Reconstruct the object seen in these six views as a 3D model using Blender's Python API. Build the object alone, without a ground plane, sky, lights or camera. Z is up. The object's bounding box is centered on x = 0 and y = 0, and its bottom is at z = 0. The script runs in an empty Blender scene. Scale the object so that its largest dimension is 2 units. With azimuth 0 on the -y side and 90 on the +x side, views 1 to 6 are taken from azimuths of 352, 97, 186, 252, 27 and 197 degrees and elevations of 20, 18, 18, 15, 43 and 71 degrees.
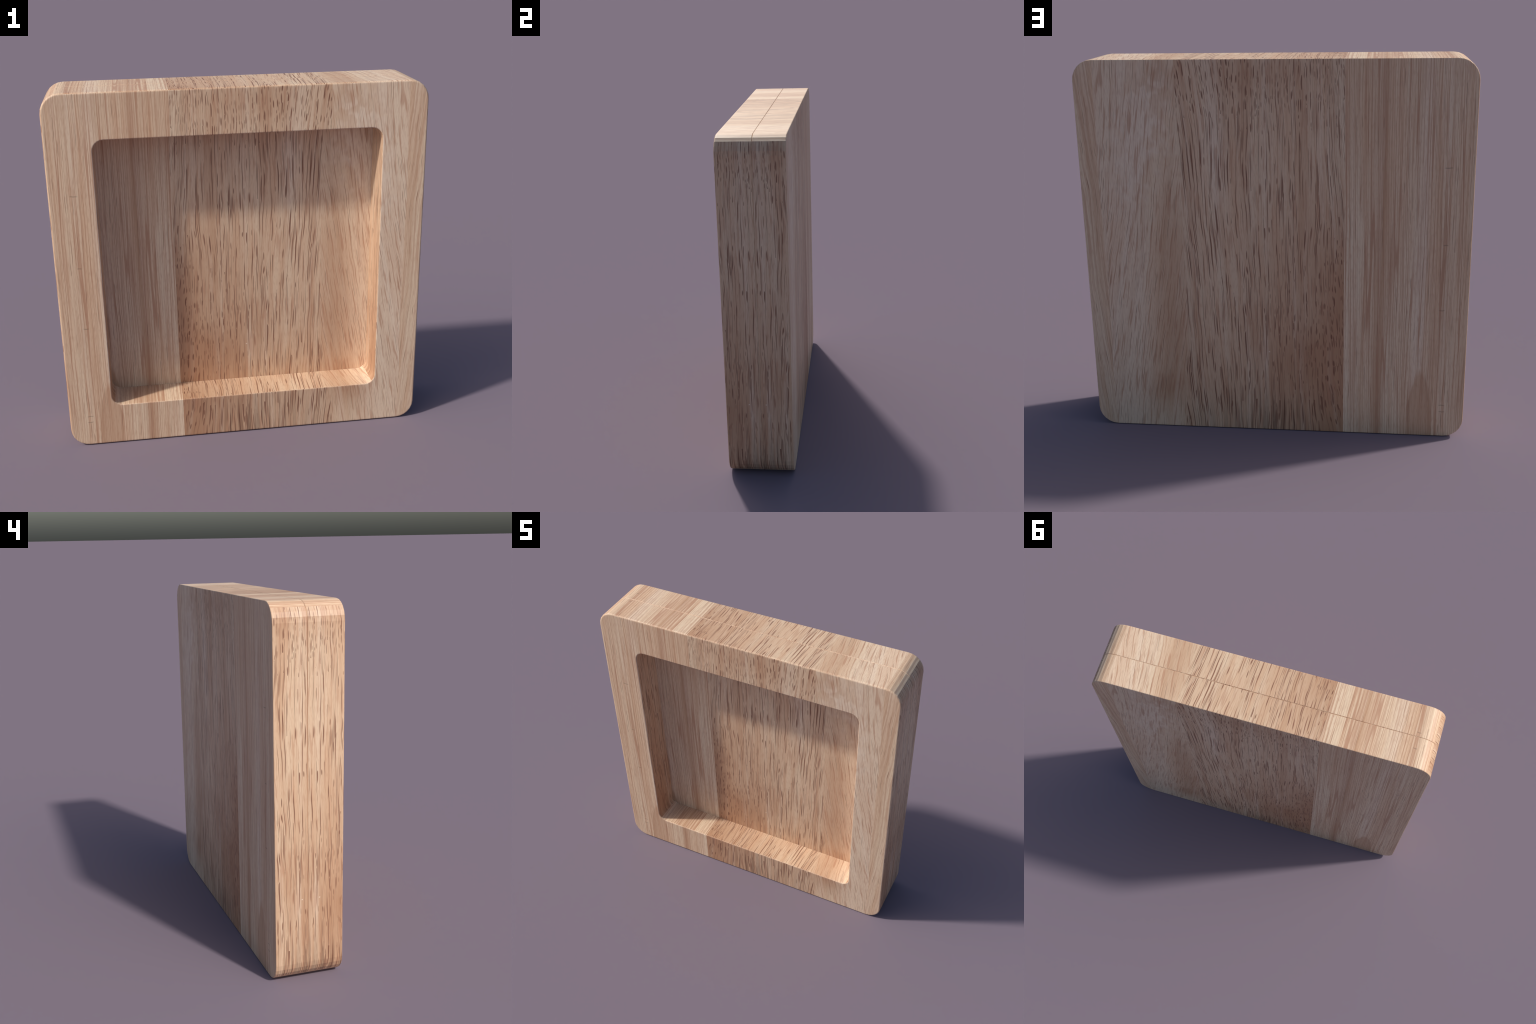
# A square wooden box frame standing on edge: a routed front frame glued to a solid
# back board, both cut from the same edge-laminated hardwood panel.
import bpy, bmesh, math
from mathutils import Vector

# ------------------------------------------------------------------ dimensions (metres)
HALF = 1.0                 # half of the outer width and height
FRONT, BACK = -0.1905, 0.1905
JOINT = 0.0095             # plane where frame and back board meet
OUTER_R, OUTER_SEGS = 0.103, 6
OPEN_HALF, OPEN_R, OPEN_SEGS = 0.7575, 0.058, 6
RIM, OPEN_RIM = 0.010, 0.006     # rounded front arrises
GROOVE, BACK_RIM = 0.0026, 0.004


def ring(half, radius, segs, y):
    """Rounded square in the plane y, centred one metre up; segs facets per corner."""
    pts, c = [], half - radius
    for k, (sx, sz) in enumerate(((1, 1), (-1, 1), (-1, -1), (1, -1))):
        for i in range(segs + 1):
            a = math.pi / 2 * (k + i / segs)
            pts.append(Vector((sx * c + radius * math.cos(a), y, 1.0 + sz * c + radius * math.sin(a))))
    return pts


def outer(inset, y):
    return ring(HALF - inset, OUTER_R - inset, OUTER_SEGS, y)


def opening(grow, y):
    return ring(OPEN_HALF + grow, OPEN_R + grow, OPEN_SEGS, y)


def round_over(make, size, y, steps, toward):
    """Rings of a quarter-round arris: from the wall on to the face at plane y."""
    out = []
    for i in range(steps + 1):
        a = math.pi / 2 * i / steps
        out.append(make(size * (1 - math.cos(a)), y + toward * size * (1 - math.sin(a))))
    return out


def skin(rings, closed, caps, name, mats):
    bm = bmesh.new()
    rows = [[bm.verts.new(p) for p in r] for r in rings]
    n = len(rows[0])
    pairs = list(zip(rows, rows[1:])) + ([(rows[-1], rows[0])] if closed else [])
    for a, b in pairs:
        for i in range(n):
            j = (i + 1) % n
            bm.faces.new((a[i], a[j], b[j], b[i]))
    if caps:
        bm.faces.new(rows[0])
        bm.faces.new(rows[-1])
    bmesh.ops.recalc_face_normals(bm, faces=bm.faces[:])
    for f in bm.faces:
        x, y, z = (abs(c) for c in f.normal)
        # which way the board's figure runs over this face
        f.material_index = 0 if y > max(x, z) else (1 if x > z * 1.0001 else 2)
        f.smooth = False
    me = bpy.data.meshes.new(name)
    bm.to_mesh(me)
    bm.free()
    for m in mats:
        me.materials.append(m)
    ob = bpy.data.objects.new(name, me)
    bpy.context.scene.collection.objects.link(ob)
    return ob


# ------------------------------------------------------------------ shader helpers
class S:
    """A scalar socket with arithmetic that writes Math nodes."""
    tree = None

    def __init__(self, sock):
        self.s = sock

    @staticmethod
    def op(kind, *args, clamp=False):
        n = S.tree.nodes.new("ShaderNodeMath")
        n.operation, n.use_clamp = kind, clamp
        for i, a in enumerate(args):
            if isinstance(a, S):
                S.tree.links.new(a.s, n.inputs[i])
            else:
                n.inputs[i].default_value = a
        return S(n.outputs[0])

    def __add__(a, b): return S.op("ADD", a, b)
    __radd__ = __add__
    def __sub__(a, b): return S.op("SUBTRACT", a, b)
    def __rsub__(a, b): return S.op("SUBTRACT", b, a)
    def __mul__(a, b): return S.op("MULTIPLY", a, b)
    __rmul__ = __mul__
    def __truediv__(a, b): return S.op("DIVIDE", a, b)


def smooth(x, lo, hi):
    n = S.tree.nodes.new("ShaderNodeMapRange")
    n.interpolation_type = "SMOOTHSTEP"
    S.tree.links.new(x.s, n.inputs[0])
    n.inputs[1].default_value, n.inputs[2].default_value = lo, hi
    if lo > hi:
        n.inputs[1].default_value, n.inputs[2].default_value = hi, lo
        n.inputs[3].default_value, n.inputs[4].default_value = 1.0, 0.0
    return S(n.outputs[0])


def vec(x, y, z=0.0):
    n = S.tree.nodes.new("ShaderNodeCombineXYZ")
    for i, a in enumerate((x, y, z)):
        if isinstance(a, S):
            S.tree.links.new(a.s, n.inputs[i])
        else:
            n.inputs[i].default_value = a
    return n.outputs[0]


def noise(x, y, seed=0.0, detail=2.0, rough=0.5):
    n = S.tree.nodes.new("ShaderNodeTexNoise")
    n.noise_dimensions = "2D"
    S.tree.links.new(vec(x + seed * 13.7, y + seed * 5.3), n.inputs["Vector"])
    n.inputs["Scale"].default_value = 1.0
    n.inputs["Detail"].default_value = detail
    n.inputs["Roughness"].default_value = rough
    return S(n.outputs["Fac"])


def blob(u, v, u0, v0, su, sv, lean=0.0):
    """Soft oval patch, 1 at its heart, leaning by du/dv."""
    du = (u - u0 - (v - v0) * lean) * (1.0 / su)
    dv = (v - v0) * (1.0 / sv)
    return S.op("EXPONENT", (du * du + dv * dv) * -1.0)


def band(x, x0, w):
    d = (x - x0) * (1.0 / w)
    return S.op("EXPONENT", d * d * -1.0)


def pores(u, v, su, sv, hw, hl, keep, seed):
    """Lens-shaped open pores cut along the grain, one to a Voronoi cell of 1/su x 1/sv metres.
    hw, hl: largest half width and half length in cells; keep: share of the cells that have one."""
    n = S.tree.nodes.new("ShaderNodeTexVoronoi")
    n.voronoi_dimensions, n.feature = "2D", "F1"
    n.inputs["Scale"].default_value = 1.0
    n.inputs["Randomness"].default_value = 0.95
    x, y = u * su + seed * 7.31, v * sv + seed * 3.77
    S.tree.links.new(vec(x, y), n.inputs["Vector"])
    sp = S.tree.nodes.new("ShaderNodeSeparateXYZ")
    S.tree.links.new(n.outputs["Position"], sp.inputs[0])
    rc = S.tree.nodes.new("ShaderNodeSeparateColor")
    S.tree.links.new(n.outputs["Color"], rc.inputs[0])
    r, g, b = (S(o) for o in rc.outputs)
    du = (x - S(sp.outputs[0])) / (r * (hw * 0.6) + hw * 0.4)
    dv = (y - S(sp.outputs[1])) / (g * (hl * 0.65) + hl * 0.35)
    body = smooth(1.0 - (du * du + dv * dv), -0.1, 0.75)
    return body * S.op("LESS_THAN", b, keep) * (r * 0.4 + 0.6)


def mix(a, b, fac):
    n = S.tree.nodes.new("ShaderNodeMix")
    n.data_type, n.clamp_factor = "RGBA", True
    ins = [i for i in n.inputs if i.type == "RGBA"]
    f = [i for i in n.inputs if i.name == "Factor" and i.type == "VALUE"][0]
    for sock, val in zip(ins, (a, b)):
        if isinstance(val, tuple):
            sock.default_value = (*val, 1.0)
        else:
            S.tree.links.new(val, sock)
    S.tree.links.new(fac.s, f)
    return [o for o in n.outputs if o.type == "RGBA"][0]


def lin(r, g, b):
    return tuple((c / 255 / 12.92) if c / 255 < 0.04045 else ((c / 255 + 0.055) / 1.055) ** 2.4 for c in (r, g, b))


PALE = lin(236, 211, 181)      # palest sapwood
BASE = lin(231, 198, 166)
TAN = lin(219, 181, 147)
WARM = lin(190, 146, 113)      # reddish heart streaks
LINE = lin(184, 132, 102)       # growth lines, shallow pores
PORE = lin(122, 75, 56)        # deep open pores
GREY = lin(114, 90, 72)


def wood_figure():
    """Colour of the laminated panel at u (across, -1..1) and v (along the grain, 0..2)."""
    t = bpy.data.node_groups.new("laminated_hardwood_figure", "ShaderNodeTree")
    for nm in ("u", "v"):
        t.interface.new_socket(nm, in_out="INPUT", socket_type="NodeSocketFloat")
    t.interface.new_socket("Color", in_out="OUTPUT", socket_type="NodeSocketColor")
    S.tree = t
    gi, go = t.nodes.new("NodeGroupInput"), t.nodes.new("NodeGroupOutput")
    u, v = S(gi.outputs[0]), S(gi.outputs[1])

    # --- where the boards and the grain zones meet
    wander = noise(v * 1.6, 0.0, 1.7, 1.0) - 0.5
    left = S.op("LESS_THAN", u, -0.361)                                # quarter-sawn board
    cross = S.op("GREATER_THAN", u - (0.472 + (v - 1.2) * (v - 1.2) * 0.022) + wander * 0.02, 0.0)
    far = S.op("GREATER_THAN", u + wander * 0.02, 0.899)               # straight-grained edge
    middle = (1.0 - left) * (1.0 - cross)
    cross = cross * (1.0 - far)                                        # interlocked zone

    near = smooth(u, -0.18, -0.37)

    # --- grain direction: each zone is sheared its own way, then gently waved
    lean = (smooth(u, 0.05, 0.47) * 0.055 + near * 0.07) * middle + cross * -0.15 + far * 0.065
    wave = (noise(u * 2.2, v * 0.9, 5.0, 1.0) - 0.5) * 0.060 + (noise(u * 14.0, v * 6.0, 8.0, 1.0) - 0.5) * 0.010
    wave = wave * (1.0 - left * 0.70)
    fan = S.op("MAXIMUM", v - 1.55, 0.0)
    fan = fan * fan * smooth(u, 0.05, 0.45) * middle * 0.10
    g = u + wave - lean * (v - 1.0) - fan

    # --- base colour: broad, long streaks over fine silky ones
    broad = noise(g * 6.0, v * 0.5, 0.0, 2.0, 0.55)
    streak = noise(g * 26.0, v * 0.7, 2.0, 2.0, 0.6)
    col = mix(PALE, BASE, smooth(broad * 0.65 + streak * 0.35, 0.32, 0.68))
    col = mix(col, TAN, smooth(streak * 0.6 + broad * 0.4, 0.46, 0.72) * 0.55)

    red = smooth(v, 1.55, 0.80)
    warm = band(u + wave * 0.8 + (v - 1.2) * 0.010, -0.556, 0.016) * left * 0.48
    warm = warm + band(u + wave * 0.8, -0.535, 0.045) * left * 0.30
    warm = warm + near * red * middle * 0.36 + smooth(u, 0.34, -0.32) * red * middle * 0.50
    warm = warm + blob(u, v, -0.15, 0.42, 0.16, 0.16) * middle * 0.35
    warm = warm + band(u - (v - 1.2) * 0.035, 0.436, 0.010) * middle * smooth(v, 0.15, 0.5) * smooth(v, 1.8, 1.55) * 0.50
    warm = warm + blob(u, v, 0.535, 1.02, 0.090, 0.40, -0.06) * (cross + middle * 0.3) * 0.48
    warm = warm + blob(u, v, 0.545, 0.50, 0.095, 0.28) * (cross + middle * 0.3) * 0.55
    warm = warm + blob(u, v, 0.62, 0.22, 0.12, 0.12, -0.2) * cross * 0.60
    warm = warm + blob(u, v, 0.58, 1.88, 0.14, 0.09) * cross * 0.50
    warm = warm + blob(u, v, 0.12, 0.58, 0.05, 0.14) * middle * 0.35
    warm = warm + blob(u, v, 0.06, 1.92, 0.32, 0.10) * middle * 0.30
    warm = warm + far * 0.06 + smooth(v, 1.0, 0.2) * middle * 0.20 + middle * 0.12
    # cathedral flame at the foot of the quarter-sawn board
    off = S.op("ABSOLUTE", u + 0.766 + (noise(v * 7.0, 0.0, 6.0, 1.0) - 0.5) * 0.02)
    flame = smooth(0.385 - v - off * off * 50.0, -0.020, 0.040) * smooth(off, 0.074, 0.060)
    warm = warm + flame * left * 0.50
    warm = warm + smooth(noise(g * 15.0, v * 0.6, 11.0, 1.0), 0.52, 0.76) * 0.26
    col = mix(col, WARM, S.op("MINIMUM", warm, 1.0))

    pale = band(u + wave * 0.8 - (v - 1.6) * -0.02, -0.762, 0.030) * left * 0.55
    pale = pale + smooth(u, -0.47, -0.37) * left * smooth(v, 1.2, 0.7) * 0.18
    warm_top = smooth(v, 1.1, 1.7) * smooth(u, -0.60, -0.36) * left
    col = mix(col, TAN, warm_top * 0.55)
    pale = pale + blob(u, v, 0.68, 1.62, 0.075, 0.26, -0.3) * cross * 0.9
    curl = smooth(noise(u * 17.0 + wave * 40.0, v * 15.0, 91.0, 1.0), 0.42, 0.66)
    pale = pale + curl * blob(u, v, 0.66, 1.62, 0.13, 0.32, -0.2) * cross * 0.95
    pale = pale + smooth(u, 0.60, 0.75) * cross * 0.45
    pale = pale + blob(u, v, 0.055, 0.46, 0.018, 0.12) * middle * 0.4
    pale = pale + blob(u, v, 0.30, 1.55, 0.05, 0.25, 0.06) * middle * 0.5
    pale = pale + smooth(noise(g * 21.0, v * 0.6, 21.0, 1.0), 0.52, 0.76) * 0.30
    pale = pale * (1.0 - flame * 0.9)
    col = mix(col, lin(240, 217, 192), S.op("MINIMUM", pale, 1.0))

    # --- growth lines: long and thin, crowded on the quarter-sawn board and the far edge
    straight = left + far
    def hairs(fu, fv, seed, width):
        n = noise(g * fu, v * fv, seed, 0.0)
        return smooth(S.op("ABSOLUTE", n - 0.5), width, width * 0.2)
    l1 = hairs(30.0, 0.26, 31.0, 0.030)
    l2 = hairs(60.0, 0.40, 37.0, 0.048)
    l3 = smooth(noise(g * 105.0, v * 4.8, 41.0, 1.0), 0.55, 0.70)
    l4 = smooth(noise(g * 115.0, v * 1.5, 43.0, 1.0), 0.54, 0.72)
    lines = S.op("MAXIMUM", l1 * 0.80, l2 * 0.75) * (left * 0.80 + far * 0.40 + 0.10)
    lines = S.op("MAXIMUM", lines, l4 * (straight * 0.26 + 0.20))
    lines = S.op("MAXIMUM", lines, l3 * (cross * 0.58 + middle * 0.46 + straight * 0.25))
    col = mix(col, LINE, lines)

    # --- pores: short where the cut is steep to the grain, long where it runs along
    crowd = noise(g * 9.0, v * 0.9, 51.0, 1.0)
    short = S.op("MINIMUM", smooth(v, 1.62, 1.85) + near * smooth(v, 1.25, 0.9) + blob(u, v, -0.16, 0.50, 0.18, 0.30) * 0.9, 1.0)
    p = pores(g, v, 46.0, 4.0, 0.175, 0.62, smooth(crowd, 0.08, 0.56), 1.0) * (1.0 - short * 0.8)
    p = S.op("MAXIMUM", p, pores(g, v, 58.0, 3.0, 0.165, 0.60, smooth(crowd, 0.12, 0.72), 2.0) * (0.95 - short * 0.70))
    p = S.op("MAXIMUM", p, pores(g, v, 48.0, 12.0, 0.17, 0.60, short * 0.92 + 0.12, 3.0))
    p = S.op("MAXIMUM", p, pores(g, v, 66.0, 21.0, 0.16, 0.60, short * 0.70, 9.0) * 0.85)
    foot = S.op("MINIMUM", blob(u, v, 0.02, 0.06, 0.28, 0.17) + blob(u, v, 0.13, 0.50, 0.05, 0.18) + blob(u, v, 0.30, 0.22, 0.05, 0.2) * 0.6, 1.0)
    p = S.op("MAXIMUM", p, pores(g, v, 38.0, 3.6, 0.19, 0.55, foot * 0.95, 4.0)) * middle
    calm = 1.0 - blob(u, v, 0.66, 1.62, 0.10, 0.28, -0.2) * 0.7
    c = pores(g, v, 74.0, 6.0, 0.15, 0.58, cross * 0.60 + straight * 0.20, 5.0)
    p = S.op("MAXIMUM", p, c * (1.0 - middle) * calm * 0.62)
    col = mix(col, PORE, p * 0.90)
    grit = noise(u * 210.0, v * 24.0, 81.0, 1.0)
    col = mix(col, LINE, smooth(grit, 0.48, 0.78) * 0.26)
    stain = smooth(noise(g * 45.0, v * 2.2, 71.0, 1.0), 0.48, 0.62) * blob(u, v, 0.05, 0.05, 0.32, 0.15) * middle
    col = mix(col, GREY, stain * 0.42)

    # --- small cross checks on the quarter-sawn board, one pale fleck
    for u0, v0, w in ((-0.872, 1.470, 0.026), (-0.872, 1.073, 0.016), (-0.866, 0.722, 0.018), (-0.884, 0.183, 0.020), (-0.886, 0.146, 0.020)):
        jag = (noise(u * 40.0, 0.0, v0, 1.0) - 0.5) * 0.006
        tick = smooth(S.op("ABSOLUTE", u - u0), w, w * 0.4) * smooth(S.op("ABSOLUTE", v - v0 + jag), 0.0045, 0.001)
        col = mix(col, GREY, tick * 0.40)
    col = mix(col, lin(240, 222, 200), blob(u, v, 0.0345, 0.464, 0.0035, 0.003))

    t.links.new(col, go.inputs["Color"])
    return t


def wood(name, figure, across, along, du, dv):
    """The panel laid on a face: across / along pick the object axes for u and v."""
    m = bpy.data.materials.new(name)
    m.use_nodes = True
    t = m.node_tree
    S.tree = t
    bsdf = t.nodes["Principled BSDF"]
    tc, sp = t.nodes.new("ShaderNodeTexCoord"), t.nodes.new("ShaderNodeSeparateXYZ")
    t.links.new(tc.outputs["Object"], sp.inputs[0])
    g = t.nodes.new("ShaderNodeGroup")
    g.node_tree = figure
    t.links.new((S(sp.outputs[across]) + du).s, g.inputs[0])
    t.links.new((S(sp.outputs[along]) + dv).s, g.inputs[1])
    t.links.new(g.outputs["Color"], bsdf.inputs["Base Color"])
    bsdf.inputs["Roughness"].default_value = 0.5
    return m


figure = wood_figure()
face = wood("board_face", figure, 0, 2, 0.0, 0.0)


def board_materials(part, shift):
    return [face,
            wood(part + "_side", figure, 1, 2, shift, 0.0),
            wood(part + "_edge", figure, 0, 1, 0.0, 1.0 + shift)]


# ------------------------------------------------------------------ build
root = bpy.data.objects.new("wooden_box_frame", None)
root.empty_display_size = 0.3
bpy.context.scene.collection.objects.link(root)
root["label"] = "square pale hardwood box frame with deep recessed opening"
root["category"] = "wooden box frame"

rings = [outer(GROOVE, JOINT - 0.0003), outer(0.0, JOINT - GROOVE)]
rings += round_over(outer, RIM, FRONT, 5, 1)
rings += list(reversed(round_over(opening, OPEN_RIM, FRONT, 4, 1)))
rings += [opening(0.0, JOINT - 0.0003)]
frame = skin(rings, True, False, "front_frame", board_materials("frame", 0.090))

rings = [outer(GROOVE, JOINT + 0.0003), outer(0.0, JOINT + GROOVE)]
rings += round_over(outer, BACK_RIM, BACK, 2, -1)
board = skin(rings, False, True, "back_board", board_materials("back_board", -0.007))

for ob in (frame, board):
    ob.parent = root
